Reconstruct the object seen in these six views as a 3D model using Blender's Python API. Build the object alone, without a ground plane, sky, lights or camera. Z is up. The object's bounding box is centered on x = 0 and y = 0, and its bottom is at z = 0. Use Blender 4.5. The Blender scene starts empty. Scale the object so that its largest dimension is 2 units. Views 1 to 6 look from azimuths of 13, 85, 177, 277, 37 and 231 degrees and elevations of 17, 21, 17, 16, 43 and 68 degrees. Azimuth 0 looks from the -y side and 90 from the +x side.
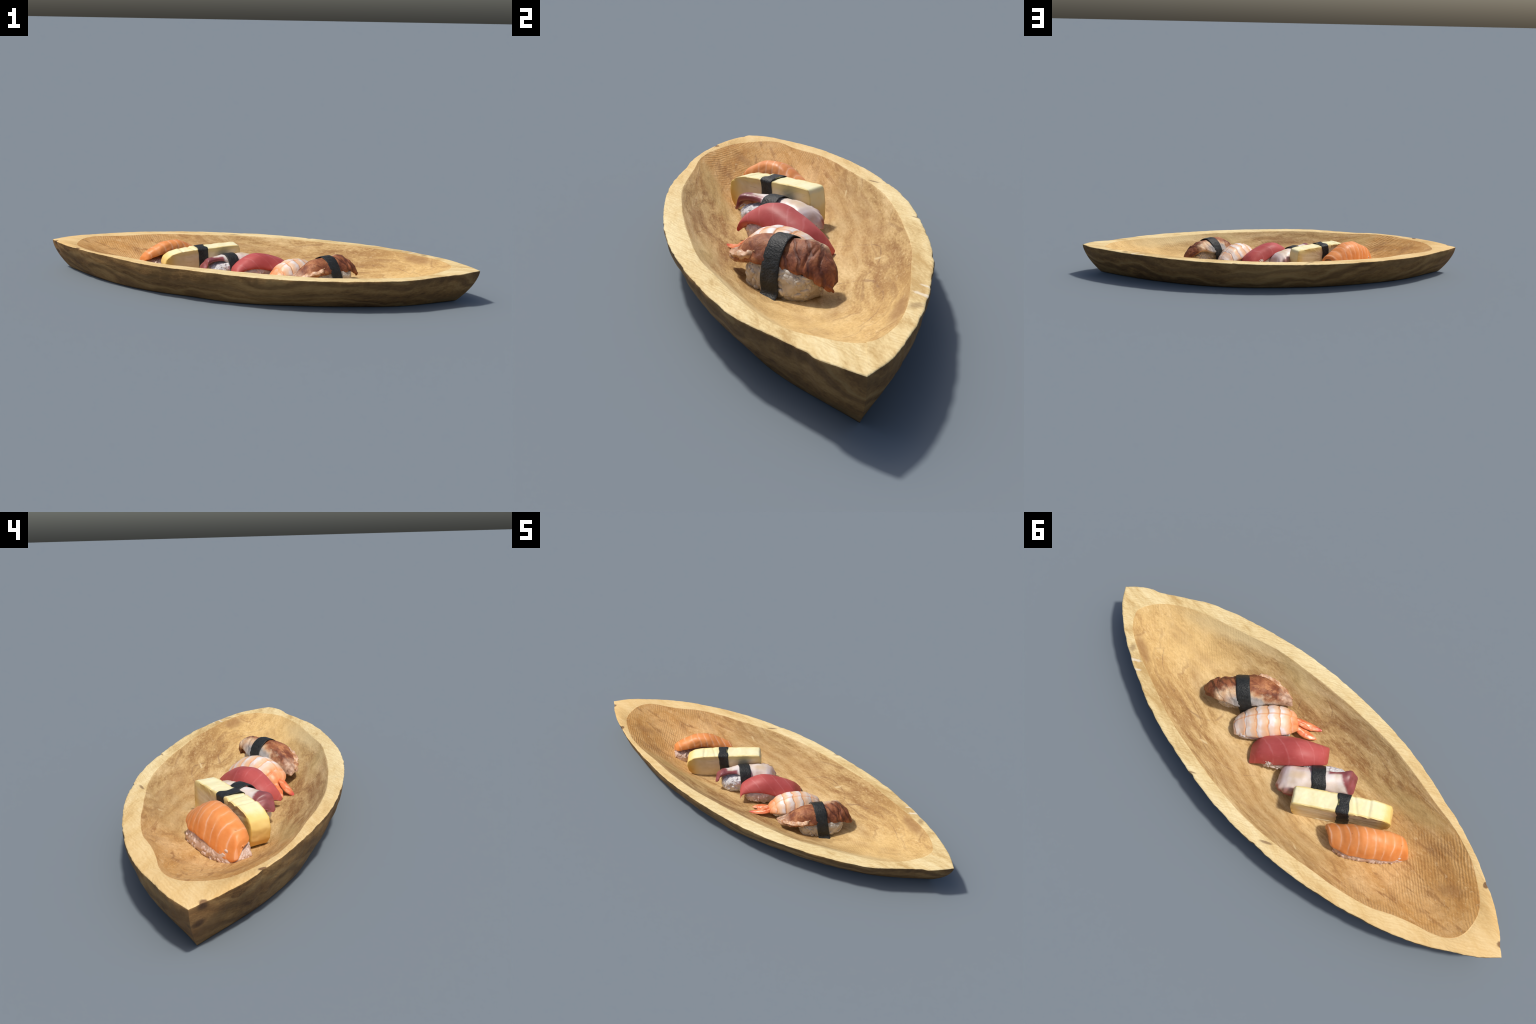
import bpy, math, random
import numpy as np
from mathutils import Vector, noise as mn

random.seed(7)
rng = np.random.default_rng(7)
SC = bpy.context.scene.collection

# ------------------------------------------------------------------ helpers
def crom(xn, yn, x):
    """smooth cubic through control points (non-uniform)"""
    xn = np.asarray(xn, float); yn = np.asarray(yn, float); x = np.asarray(x, float)
    m = np.gradient(yn, xn, axis=0)
    i = np.clip(np.searchsorted(xn, x, side='right') - 1, 0, len(xn) - 2)
    h = xn[i + 1] - xn[i]; t = (x - xn[i]) / h
    if yn.ndim > 1:
        h = h[..., None]; t = t[..., None]
    return ((2*t**3-3*t**2+1)*yn[i] + (t**3-2*t**2+t)*h*m[i]
            + (-2*t**3+3*t**2)*yn[i+1] + (t**3-t**2)*h*m[i+1])

def n3(p, s=1.0, o=0.0):
    return mn.noise(Vector((p[0]*s+o, p[1]*s+o*.7, p[2]*s-o)))

def fb(p, s, o=0.0, oct=3):
    return mn.fractal(Vector((p[0]*s+o, p[1]*s+o*.7, p[2]*s-o)), 1.0, 2.0, oct)

def new_mesh(name, V, F, mat, parent=None, smooth=True, angle=None):
    me = bpy.data.meshes.new(name)
    me.from_pydata([tuple(v) for v in V], [], [tuple(int(k) for k in f) for f in F])
    me.validate(); me.update()
    import bmesh
    bm = bmesh.new(); bm.from_mesh(me)
    bmesh.ops.recalc_face_normals(bm, faces=bm.faces)
    bm.to_mesh(me); bm.free()
    me.materials.append(mat)
    me.polygons.foreach_set('use_smooth', [smooth]*len(me.polygons))
    if angle: me.set_sharp_from_angle(angle=math.radians(angle))
    ob = bpy.data.objects.new(name, me); SC.objects.link(ob)
    if parent: ob.parent = parent
    return ob

def displace(V, amp, scale, seed, oct=3, F=None):
    """push vertices along a smooth normal by fractal noise"""
    V = np.asarray(V, float)
    N = vert_normals(V, F)
    d = np.array([fb(p, scale, seed, oct) for p in V]) * amp
    return V + N * d[:, None]

def vert_normals(V, F):
    N = np.zeros_like(V)
    F = np.asarray([f for f in F if len(f) == 4])
    n = np.cross(V[F[:, 2]] - V[F[:, 0]], V[F[:, 3]] - V[F[:, 1]])
    for k in range(4): np.add.at(N, F[:, k], n)
    return N / np.maximum(np.linalg.norm(N, axis=1), 1e-12)[:, None]

def thing(name, label, cat, loc=(0, 0, 0), rot=0):
    e = bpy.data.objects.new(name, None); SC.objects.link(e)
    e.location = loc; e.rotation_euler = (0, 0, rot); e.empty_display_size = .05
    e['label'] = label; e['category'] = cat
    return e

# ------------------------------------------------------------------ node kit
class M:
    def __init__(s, name, rough=.6, spec=.3, **kw):
        s.m = bpy.data.materials.new(name); s.m.use_nodes = True
        s.t = s.m.node_tree; s.n = s.t.nodes
        s.b = s.n['Principled BSDF']
        s.b.inputs['Roughness'].default_value = rough
        s.b.inputs['Specular IOR Level'].default_value = spec
        for k, v in kw.items(): s.b.inputs[k.replace('_', ' ')].default_value = v
        s.co = s.n.new('ShaderNodeTexCoord').outputs['Object']
        sp = s.n.new('ShaderNodeSeparateXYZ'); s.t.links.new(s.co, sp.inputs[0])
        s.x, s.y, s.z = sp.outputs
    def put(s, sock, v):
        if hasattr(v, 'is_linked') or isinstance(v, bpy.types.NodeSocket): s.t.links.new(v, sock)
        else: sock.default_value = v
    def f(s, op, a, b=0.0, c=0.0, clamp=False):
        n = s.n.new('ShaderNodeMath'); n.operation = op; n.use_clamp = clamp
        s.put(n.inputs[0], a); s.put(n.inputs[1], b); s.put(n.inputs[2], c)
        return n.outputs[0]
    def add(s, a, b): return s.f('ADD', a, b)
    def sub(s, a, b): return s.f('SUBTRACT', a, b)
    def mul(s, a, b): return s.f('MULTIPLY', a, b)
    def step(s, v, lo, hi):
        n = s.n.new('ShaderNodeMapRange'); n.interpolation_type = 'SMOOTHSTEP'
        s.put(n.inputs[0], v); s.put(n.inputs[1], lo); s.put(n.inputs[2], hi)
        return n.outputs[0]
    def vec(s, sx=1, sy=1, sz=1, rz=0, loc=(0, 0, 0), src=None):
        n = s.n.new('ShaderNodeMapping'); n.vector_type = 'POINT'
        s.put(n.inputs[0], src or s.co)
        n.inputs['Location'].default_value = loc
        n.inputs['Rotation'].default_value = (0, 0, rz)
        n.inputs['Scale'].default_value = (sx, sy, sz)
        return n.outputs[0]
    def noise(s, scale, detail=4, v=None, rough=.55, dist=0.0):
        n = s.n.new('ShaderNodeTexNoise'); s.put(n.inputs['Vector'], v or s.co)
        n.inputs['Scale'].default_value = scale; n.inputs['Detail'].default_value = detail
        n.inputs['Roughness'].default_value = rough; n.inputs['Distortion'].default_value = dist
        return n.outputs['Fac']
    def vor(s, scale, v=None, feature='F1', out='Distance'):
        n = s.n.new('ShaderNodeTexVoronoi'); n.feature = feature; s.put(n.inputs['Vector'], v or s.co)
        n.inputs['Scale'].default_value = scale
        return n.outputs[out]
    def mix(s, fac, a, b, mode='MIX'):
        n = s.n.new('ShaderNodeMix'); n.data_type = 'RGBA'; n.blend_type = mode
        s.put(n.inputs['Factor'], fac)
        for k, v in (('A', a), ('B', b)):
            i = [q for q in n.inputs if q.name == k and q.type == 'RGBA'][0]
            s.put(i, v if not isinstance(v, tuple) else (*v[:3], 1))
        return [o for o in n.outputs if o.type == 'RGBA'][0]
    def ramp(s, fac, *stops):
        n = s.n.new('ShaderNodeValToRGB'); s.put(n.inputs[0], fac); e = n.color_ramp.elements
        while len(e) < len(stops): e.new(.5)
        for k, (p, c) in zip(e, stops): k.position = p; k.color = (*c, 1)
        return n.outputs[0]
    def spot(s, c, r, rz=0, wob=.35, wscale=12, soft=.5):
        """soft ellipsoidal patch: 1 at its centre, 0 outside, edge wobbled by noise"""
        a = s.n.new('ShaderNodeVectorMath'); a.operation = 'SUBTRACT'
        s.put(a.inputs[0], s.co); a.inputs[1].default_value = c
        rt = s.n.new('ShaderNodeVectorRotate'); rt.rotation_type = 'Z_AXIS'
        s.put(rt.inputs['Vector'], a.outputs[0]); rt.inputs['Angle'].default_value = -rz
        d = s.n.new('ShaderNodeVectorMath'); d.operation = 'DIVIDE'
        s.put(d.inputs[0], rt.outputs[0]); d.inputs[1].default_value = r
        l = s.n.new('ShaderNodeVectorMath'); l.operation = 'LENGTH'; s.put(l.inputs[0], d.outputs[0])
        w = s.mul(s.sub(s.noise(wscale, 3), .5), wob * 2)
        return s.sub(1.0, s.step(s.add(l.outputs['Value'], w), 1 - soft, 1.0))
    def ring(s, c, r, rz=0, w=.03, wob=.2, wscale=6):
        """thin line along an ellipse, wobbled"""
        a = s.n.new('ShaderNodeVectorMath'); a.operation = 'SUBTRACT'
        s.put(a.inputs[0], s.co); a.inputs[1].default_value = c
        rt = s.n.new('ShaderNodeVectorRotate'); rt.rotation_type = 'Z_AXIS'
        s.put(rt.inputs['Vector'], a.outputs[0]); rt.inputs['Angle'].default_value = -rz
        d = s.n.new('ShaderNodeVectorMath'); d.operation = 'DIVIDE'
        s.put(d.inputs[0], rt.outputs[0]); d.inputs[1].default_value = r
        l = s.n.new('ShaderNodeVectorMath'); l.operation = 'LENGTH'; s.put(l.inputs[0], d.outputs[0])
        q = s.f('ABSOLUTE', s.sub(s.add(l.outputs['Value'], s.mul(s.sub(s.noise(wscale, 3), .5), wob*2)), 1.0))
        return s.sub(1.0, s.step(q, w*.2, w))
    def bump(s, h, strength=.3, dist=.002):
        n = s.n.new('ShaderNodeBump'); s.put(n.inputs['Height'], h)
        n.inputs['Strength'].default_value = strength; n.inputs['Distance'].default_value = dist
        s.t.links.new(n.outputs[0], s.b.inputs['Normal'])
    def out(s, col):
        s.put(s.b.inputs['Base Color'], col); return s.m

# ------------------------------------------------------------------ wood
def wood(name, light, base, dark, kind):
    m = M(name, rough=.72, spec=.22)
    # year rings: distance from a pith running lengthwise below the dish, warped
    warp = m.noise(2.6, 3, m.vec(.8, 1.6, 1.6))
    warp2 = m.noise(9, 3, m.vec(.5, 1, 1))
    zz = m.add(m.mul(m.z, 1.5), m.mul(m.x, .10))
    yy = m.add(m.y, m.mul(m.x, .12))
    r = m.f('SQRT', m.add(m.mul(m.add(yy, .08), m.add(yy, .08)), m.mul(m.add(zz, .12), m.add(zz, .12))))
    r = m.add(r, m.add(m.mul(m.sub(warp, .5), .34), m.mul(m.sub(warp2, .5), .03)))
    s1 = m.f('SINE', m.add(m.mul(r, 85.0), m.mul(m.sub(m.noise(7, 3, m.vec(.4, 1, 1)), .5), 5.0)))
    fine = m.f('SINE', m.mul(r, 420.0))
    patch = m.noise(3.2, 4, m.vec(.55, 1.5, 1.2, loc=(3, 1, 0)), dist=.6)
    fibre = m.noise(60, 4, m.vec(.16, 1, 1, rz=.15), rough=.65)
    fuzz = m.noise(170, 3, m.vec(.4, 1, 1, rz=-.5), rough=.6)
    t = m.add(m.mul(m.sub(patch, .5), 2.0), m.mul(m.sub(fibre, .5), .95))
    t = m.add(t, m.add(m.mul(s1, .15), m.mul(fine, .04)))
    t = m.add(t, m.mul(m.sub(fuzz, .5), .7))
    t = m.add(t, .5)
    col = m.ramp(t, (0.0, dark), (.42, base), (.95, light))
    return m, col, dict(r=r, s1=s1, fibre=fibre, fuzz=fuzz, patch=patch)

def mat_rim():
    m, col, q = wood('pale_sawn_wood', (.92, .76, .43), (.80, .61, .30), (.58, .38, .15), 'rim')
    # diagonal saw marks
    p = m.add(m.mul(m.x, -.52), m.mul(m.y, .85))
    p = m.add(p, m.mul(m.sub(m.noise(22, 4), .5), .034))
    saw = m.f('SINE', m.mul(p, 700.0)); saw2 = m.f('SINE', m.mul(p, 270.0))
    col = m.mix(m.mul(m.mul(m.step(saw, -.2, 1.0), m.step(m.noise(26, 3), .3, .7)), .34), col, (.55, .35, .13))
    col = m.mix(m.mul(m.step(saw2, .3, 1.0), .16), col, (.6, .38, .15))
    # stern end a little warmer, knots and a torn pale patch
    col = m.mix(m.mul(m.step(m.x, .1, -.9), .5), col, (.78, .47, .17))
    kn = m.spot((-.972, -.052, .135), (.02, .014, .03), .6, .3, 40, .4)
    kn = m.f('MAXIMUM', kn, m.spot((-.80, -.162, .14), (.012, .016, .03), .3, .3, 40, .4))
    kn = m.f('MAXIMUM', kn, m.mul(m.spot((-.178, .298, .142), (.03, .006, .03), .5, .4, 40, .6), .8))
    kn = m.f('MAXIMUM', kn, m.mul(m.spot((.20, .322, .142), (.02, .004, .03), .5, .4, 40, .6), .8))
    kn = m.f('MAXIMUM', kn, m.mul(m.spot((.755, .163, .15), (.018, .03, .03), .5, .4, 40, .8), .55))
    col = m.mix(m.mul(kn, .85), col, (.17, .075, .035))
    white = m.f('MAXIMUM', m.spot((.712, .196, .15), (.036, .009, .03), .6, .6, 50, .6), m.spot((.672, .214, .15), (.026, .006, .03), .6, .6, 50, .6))
    col = m.mix(m.mul(white, .75), col, (.9, .8, .62))
    m.bump(m.add(m.mul(saw, .35), m.add(m.mul(q['fuzz'], 1.6), q['fibre'])), .45, .0016)
    return m.out(col)

def mat_hollow():
    m, col, q = wood('carved_inner_wood', (.80, .59, .30), (.60, .395, .165), (.34, .175, .062), 'in')
    warm = m.step(m.x, -.15, -.75)
    col = m.mix(m.mul(warm, .6), col, (.62, .285, .065))
    bow = m.step(m.x, .35, .75)
    col = m.mix(m.mul(bow, .5), col, (.78, .52, .20))
    # fine cross hatch of the carving tool near both ends
    p = m.add(m.mul(m.x, .64), m.mul(m.y, .77))
    p = m.add(p, m.mul(m.sub(m.noise(14, 3), .5), .02))
    hat = m.f('SINE', m.mul(p, 640.0))
    ends = m.f('MAXIMUM', m.step(m.x, -.35, -.6), m.mul(m.step(m.x, .4, .65), .5))
    ends = m.mul(ends, m.step(m.noise(6, 3), .38, .62))
    col = m.mix(m.mul(m.mul(m.step(hat, -.1, 1.0), ends), .30), col, (.36, .19, .06))
    # red-brown streaks running lengthwise, strongest towards the stern
    sv = m.vec(.10, 1.25, 1.0, rz=.06)
    st = m.step(m.noise(30, 5, sv, rough=.6, dist=.5), .52, .68)
    st = m.mul(st, m.add(.25, m.mul(m.step(m.x, .05, -.35), .45)))
    col = m.mix(st, col, (.36, .17, .055))
    sl = m.step(m.noise(52, 4, m.vec(.07, 1.2, 1.0, rz=.08), rough=.6), .60, .72)
    col = m.mix(m.mul(sl, m.add(.12, m.mul(m.step(m.x, .1, -.3), .3))), col, (.26, .11, .04))
    # figured swirls in the middle
    ln = m.step(m.f('SINE', m.add(m.mul(q['r'], 70.0), 1.0)), .86, 1.0)
    ln = m.mul(ln, m.mul(m.step(m.noise(5.5, 3, m.vec(1, 1, 1, loc=(5, 2, 1))), .42, .62), m.step(m.x, -.62, -.42)))
    col = m.mix(m.mul(ln, .38), col, (.26, .125, .052))
    # short curly fibre
    cf = m.noise(120, 5, m.vec(.45, 1, 1, rz=.7), rough=.7, dist=.8)
    col = m.mix(m.mul(m.step(cf, .50, .70), .42), col, (.34, .18, .068))
    col = m.mix(m.mul(m.step(cf, .47, .30), .40), col, (.88, .68, .38))
    # brown heart-wood patches where the target shows them
    P = [((.735, .135, .13), (.13, .03, .08), -.42, .85), ((.62, -.03, .07), (.13, .03, .08), .18, .6),
         ((.73, -.035, .09), (.08, .018, .08), .3, .45), ((.52, .05, .06), (.10, .035, .08), -.45, .45),
         ((.11, .235, .10), (.09, .04, .07), .3, .5), ((-.04, .24, .10), (.10, .022, .05), .3, .55),
         ((-.22, .235, .11), (.16, .02, .05), .1, .55), ((-.05, -.25, .11), (.14, .035, .08), -.1, .55),
         ((-.34, -.215, .1), (.03, .02, .04), 0, .6), ((-.73, -.07, .1), (.07, .04, .06), .5, .6),
         ((.17, -.19, .08), (.05, .05, .05), .4, .4), ((.38, .19, .1), (.05, .03, .05), .4, .4), ((-.12, .2, .07), (.09, .03, .05), .2, .4), ((.25, -.2, .08), (.07, .03, .06), -.3, .35), ((-.62, .09, .07), (.14, .025, .05), -.3, .45), ((-.6, -.15, .09), (.12, .03, .06), .35, .4), ((-.25, .17, .05), (.14, .02, .04), .15, .45), ((-.5, .17, .1), (.2, .02, .05), -.35, .45)]
    for c, r, a, k in P:
        col = m.mix(m.mul(m.spot(c, (r[0]*1.25, r[1], r[2]), a, .7, 13, .95), k*.72), col, (.30, .15, .062))
    ol = m.spot((-.42, -.19, .09), (.32, .05, .09), .2, .4, 6, .8)  # pale olive tint along the -y wall
    ol = m.f('MAXIMUM', ol, m.spot((.25, -.25, .1), (.22, .06, .09), -.25, .4, 6, .8))
    col = m.mix(m.mul(ol, .4), col, (.60, .46, .19))
    hw = m.spot((-.05, .19, .07), (.55, .12, .12), -.05, .5, 7, .8)  # broad, slightly darker brown area over the +y side
    col = m.mix(m.mul(hw, .42), col, (.44, .255, .095))
    sap = m.spot((.55, -.185, .12), (.34, .055, .08), .40, .35, 8, .9)
    col = m.mix(m.mul(sap, .65), col, (.82, .65, .34))
    bl = m.spot((.55, -.06, .08), (.35, .13, .12), .3, .4, 6, .9)
    col = m.mix(m.mul(bl, .35), col, (.86, .60, .25))
    # a few long winding lines
    a1 = m.mul(m.ring((.56, .02, .1), (.22, .115, 9), -.4, .03, .16, 7), m.step(m.y, .03, .10))
    a2 = m.mul(m.ring((.20, .10, .1), (.16, .11, 9), .3, .025, .16, 8), m.step(m.y, .12, .17))
    a3 = m.mul(m.ring((.10, -.2, .1), (.075, .05, 9), .2, .05, .25, 12), m.step(m.noise(9, 2), .47, .6))
    lb = m.step(m.noise(24, 3), .34, .6)
    col = m.mix(m.mul(m.mul(m.f('MAXIMUM', m.f('MAXIMUM', a1, a2), a3), lb), .5), col, (.22, .105, .06))
    # worm-fluff: small torn specks
    fl = m.step(m.noise(75, 3, m.vec(.8, 1, 1)), .66, .74)
    fm = m.f('MAXIMUM', m.spot((.62, .11, .09), (.16, .05, .08), -.5, .4, 8, .8), m.spot((-.74, -.02, .09), (.14, .035, .08), .3, .4, 8, .8))
    fm = m.f('MAXIMUM', fm, .03)
    col = m.mix(m.mul(fl, m.mul(fm, .8)), col, (.84, .68, .40))
    fd = m.step(m.noise(60, 3, m.vec(.8, 1, 1, loc=(4, 4, 4))), .68, .76)
    col = m.mix(m.mul(fd, m.mul(m.add(fm, .06), .5)), col, (.16, .085, .04))
    fk = m.f('MAXIMUM', m.spot((.291, .197, .078), (.022, .006, .02), .35, .5, 60, .5), m.spot((-.248, .224, .09), (.018, .004, .02), -.3, .5, 60, .5))
    col = m.mix(m.mul(fk, .5), col, (.86, .70, .40))
    m.bump(m.add(m.mul(m.mul(hat, ends), .55), m.add(m.mul(q['fuzz'], 1.2), m.add(q['fibre'], m.mul(fl, .8)))), .5, .0018)
    return m.out(col)

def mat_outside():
    m, col, q = wood('outer_wood', (.36, .21, .078), (.235, .125, .042), (.115, .056, .021), 'out')  # same wood as the rim, browns darkened partway toward the flanks' baked shade
    # broad flowing figure on the flanks
    fg = m.f('SINE', m.add(m.mul(q['r'], 62.0), 0.5))
    col = m.mix(m.mul(m.step(fg, .1, 1.0), .4), col, (.11, .058, .025))
    ln = m.step(m.f('SINE', m.mul(q['r'], 31.0)), .965, .999)
    col = m.mix(m.mul(ln, .4), col, (.34, .22, .09))
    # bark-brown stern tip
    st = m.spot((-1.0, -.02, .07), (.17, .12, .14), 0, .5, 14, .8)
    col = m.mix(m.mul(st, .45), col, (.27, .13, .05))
    kn = m.f('MAXIMUM', m.spot((-.962, -.03, .085), (.03, .03, .016), 0, .5, 30, .6), m.spot((-.975, -.05, .13), (.03, .016, .022), 0, .5, 30, .6))
    col = m.mix(m.mul(kn, .8), col, (.06, .03, .02))
    m.bump(m.add(m.mul(q['fuzz'], 1.2), q['fibre']), .5, .002)
    return m.out(col)

# ------------------------------------------------------------------ the boat
NU = 460
th = np.linspace(math.pi, 0, NU)                   # theta: pi = stern (-x), 0 = bow (+x)
uu = np.cos(th)

def by_theta(x0, x1, pts):
    """half outline y(theta) from (x, y) control points, tips included"""
    p = np.array(pts); t = np.arccos(np.clip((p[:, 0]-x0)/(x1-x0)*2-1, -1, 1))
    o = np.argsort(t); return crom(t[o], p[o, 1], th)

def by_x(x0, x1, pts):
    """half outline that runs straight into a sharp tip: interpolated along x"""
    p = np.array(pts); x = (uu+1)/2*(x1-x0)+x0
    o = np.argsort(p[:, 0]); return crom(p[o, 0], p[o, 1], x)

RX = (-1.0, 1.0)
rim_p = by_x(*RX, [(-1, -.022), (-.96, .023), (-.88, .0856), (-.8, .1415), (-.72, .186), (-.6, .235), (-.48, .2745), (-.32, .3125), (-.16, .3345), (0, .3425), (.16, .3355), (.32, .3135), (.48, .2815), (.64, .231), (.8, .1615), (.88, .1155), (.96, .0566), (1, .0114)])
rim_m = by_x(*RX, [(-1, -.022), (-.96, -.061), (-.88, -.121), (-.8, -.166), (-.64, -.236), (-.48, -.282), (-.32, -.319), (-.16, -.338), (0, -.3426), (.16, -.3365), (.32, -.3144), (.48, -.275), (.64, -.222), (.72, -.187), (.8, -.1347), (.88, -.0824), (.96, -.0312), (1, .0114)])
IX = (-.862, .879)
in_p = by_theta(*IX, [(-.862, 0), (-.844, .054), (-.788, .095), (-.724, .118), (-.652, .15), (-.589, .185), (-.499, .216), (-.431, .233), (-.359, .247), (-.275, .264), (-.188, .279), (-.041, .294), (.1, .29), (.24, .275), (.406, .25), (.575, .204), (.681, .172), (.783, .133), (.828, .105), (.868, .065), (.879, .038)])
in_m = by_theta(*IX, [(-.862, 0), (-.844, -.078), (-.783, -.138), (-.69, -.195), (-.6, -.224), (-.461, -.25), (-.338, -.273), (-.191, -.29), (-.05, -.291), (.092, -.284), (.236, -.270), (.387, -.247), (.478, -.218), (.6, -.178), (.678, -.15), (.763, -.11), (.818, -.067), (.858, -.02), (.879, .038)])
BX = (-.914, .908)
u9 = np.linspace(-1, 1, 9); fx = (u9+1)/2*(BX[1]-BX[0])+BX[0]
bot_p = by_x(*BX, list(zip(fx, [-.018, .129, .208, .257, .274, .268, .222, .138, .018])))
bot_m = by_x(*BX, list(zip(fx, [-.018, -.147, -.227, -.256, -.278, -.247, -.194, -.12, .018])))

xr = (uu+1)/2*(RX[1]-RX[0])+RX[0]; xi = (uu+1)/2*(IX[1]-IX[0])+IX[0]; xb = (uu+1)/2*(BX[1]-BX[0])+BX[0]
zc = lambda x, xs, zs: crom(xs, zs, x)
zr_p = lambda x: zc(x, [-1, -.96, -.8, -.5, -.2, 0, .3, .6, .9, 1], [.135, .138, .1385, .1405, .1412, .1432, .1455, .151, .1528, .149])
zr_m = lambda x: zc(x, [-1, -.96, -.88, -.62, -.45, -.2, .1, .5, .8, .9, .96, 1], [.135, .139, .143, .149, .1448, .1485, .1448, .1425, .144, .146, .1505, .149])

# closed loops: + side from stern to bow, then - side back
def loop(x, p, mm):
    return np.concatenate([np.stack([x, p], 1), np.stack([x[-2:0:-1], mm[-2:0:-1]], 1)])
R = loop(xr, rim_p, rim_m); I = loop(xi, in_p, in_m); B = loop(xb, bot_p, bot_m)
NL = len(R)
plus = np.arange(NL) < NU
ZR = np.where(plus, zr_p(R[:, 0]), zr_m(R[:, 0]))
FLOOR = .021

# polar description of the hollow: how far out (0..1) a point lies
phi_i = np.arctan2(I[:, 1]/.29, I[:, 0]/.87); o = np.argsort(phi_i)
phi_s = phi_i[o]; rad_s = np.hypot(I[o, 0]/.87, I[o, 1]/.29)
def hollow_z(x, y, zrim):
    ph = np.arctan2(y/.29, x/.87)
    rr = np.interp(ph, phi_s, rad_s, period=2*math.pi)
    rho = np.clip(np.hypot(x/.87, y/.29)/rr, 0, 1)
    n = np.interp(np.degrees(np.arctan2(y/.29, x/.87)), [-180, -160, -135, -110, -90, -45, 0, 45, 90, 135, 180], [3.9, 3.2, 3.0, 2.75, 2.75, 3.5, 3.0, 3.3, 3.6, 3.6, 3.9])
    ws = np.interp(np.degrees(np.arctan2(y/.29, x/.87)), [-180, -160, -135, -118, -105, -70, 150, 180], [.35, .6, .7, .3, 0, 0, 0, .35])
    sc = np.clip((rho-.5)/.56, 0, 1); sc = sc*sc*(3-2*sc)/.9676
    z = FLOOR + (zrim-FLOOR)*((1-ws)*rho**n + ws*sc)
    return z, rho

V = []; FACES = {'hollow': [], 'rim': [], 'outside': []}
def addv(p): V.append(p); return len(V)-1

# rim loops (inner edge -> outer edge), then side down to the bottom edge
seedx = 11.3
def ragged(k, amp, sc):
    return np.array([fb((p[0], p[1], k), sc, seedx, 3) for p in R])*amp
rag = ragged(0, .0016, 45) + ragged(3, .0016, 12)
nick = np.zeros(NL)
for (nx, sy, wd, dp) in [(-.152, 1, .012, .009), (-.185, 1, .02, .005), (.195, 1, .012, .009), (.33, 1, .014, .005), (.49, 1, .02, .005), (.62, 1, .016, .005), (-.975, -1, .014, .007), (.86, -1, .03, .007), (.42, -1, .012, .004), (-.2, -1, .01, .004), (-.8, -1, .012, .006), (.74, 1, .015, .005), (-.5, -1, .012, .004), (.1, -1, .02, .003)]:
    d = (R[:, 0]-nx)/wd
    nick += np.where((R[:, 1] > -.02) == (sy > 0), np.exp(-d*d)*dp*.45, 0)
cen = np.stack([np.clip(R[:, 0], -.93, .93)*.97, np.zeros(NL)], 1)
dirn = R-cen; dirn /= np.linalg.norm(dirn, axis=1)[:, None]
tipfade = np.clip((1.0-np.abs(R[:, 0]))/.03, 0, 1)
Rr = R + dirn*((rag*tipfade - nick))[:, None]
in_rag = np.array([fb((p[0], p[1], 5), 9, 2.2, 3) for p in I])*.003
cI = I/np.linalg.norm(I, axis=1)[:, None]
Ii = I + cI*in_rag[:, None]

loops = []
soft_edge = np.where(plus, 0, np.exp(-((I[:, 0]-.62)/.26)**2))   # blended lip on the -y bow side
rows = [(0, -.0005), (.035, 0.0), (.12, 0), (.3, 0), (.5, 0), (.7, 0), (.88, 0), (.965, -.0003)]
for k, (t, dz) in enumerate(rows):
    P = Ii*(1-t)+Rr*t
    z = ZR + dz + np.array([fb((p[0], p[1], 0), 14, 4.4, 3) for p in P])*.0012*(1 if 0 < k else .6)
    z = z - soft_edge*(1-t)**2*.006
    z = z + np.clip((-.80-P[:, 0])/.08, 0, 1)*.006*math.sin(math.pi*min(1, .25+t*.75))
    loops.append(np.c_[P, z])
zrow = loops[-1][:, 2]
side = []
NS = 26
for k in range(NS+1):
    t = 1-(k/NS)
    t = 1-(1-t)**1.0
    h = t
    g = 1-(1-h)**1.74
    P = B*(1-g)[..., None] + Rr*g if np.ndim(g) else B*(1-g)+Rr*g
    z = zrow*h
    if k == 0: z = zrow-.0016
    lump = np.array([fb((p[0], p[1], zz*1.5), 5, 9.1, 4) for p, zz in zip(P, z)])*.006 + np.array([fb((p[0], p[1], zz), 22, 1.1, 2) for p, zz in zip(P, z)])*.0016
    f = math.sin(math.pi*min(1, .08+h*.92))**.5 if 0 < k < NS else 0
    P = P + dirn*(lump*f*(.3+.7*tipfade))[:, None]
    side.append(np.c_[P, np.maximum(z, 0.0004)])
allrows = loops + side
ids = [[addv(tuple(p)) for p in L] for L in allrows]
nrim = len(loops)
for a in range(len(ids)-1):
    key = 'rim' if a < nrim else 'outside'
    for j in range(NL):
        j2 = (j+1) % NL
        FACES[key].append((ids[a][j], ids[a][j2], ids[a+1][j2], ids[a+1][j]))

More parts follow.
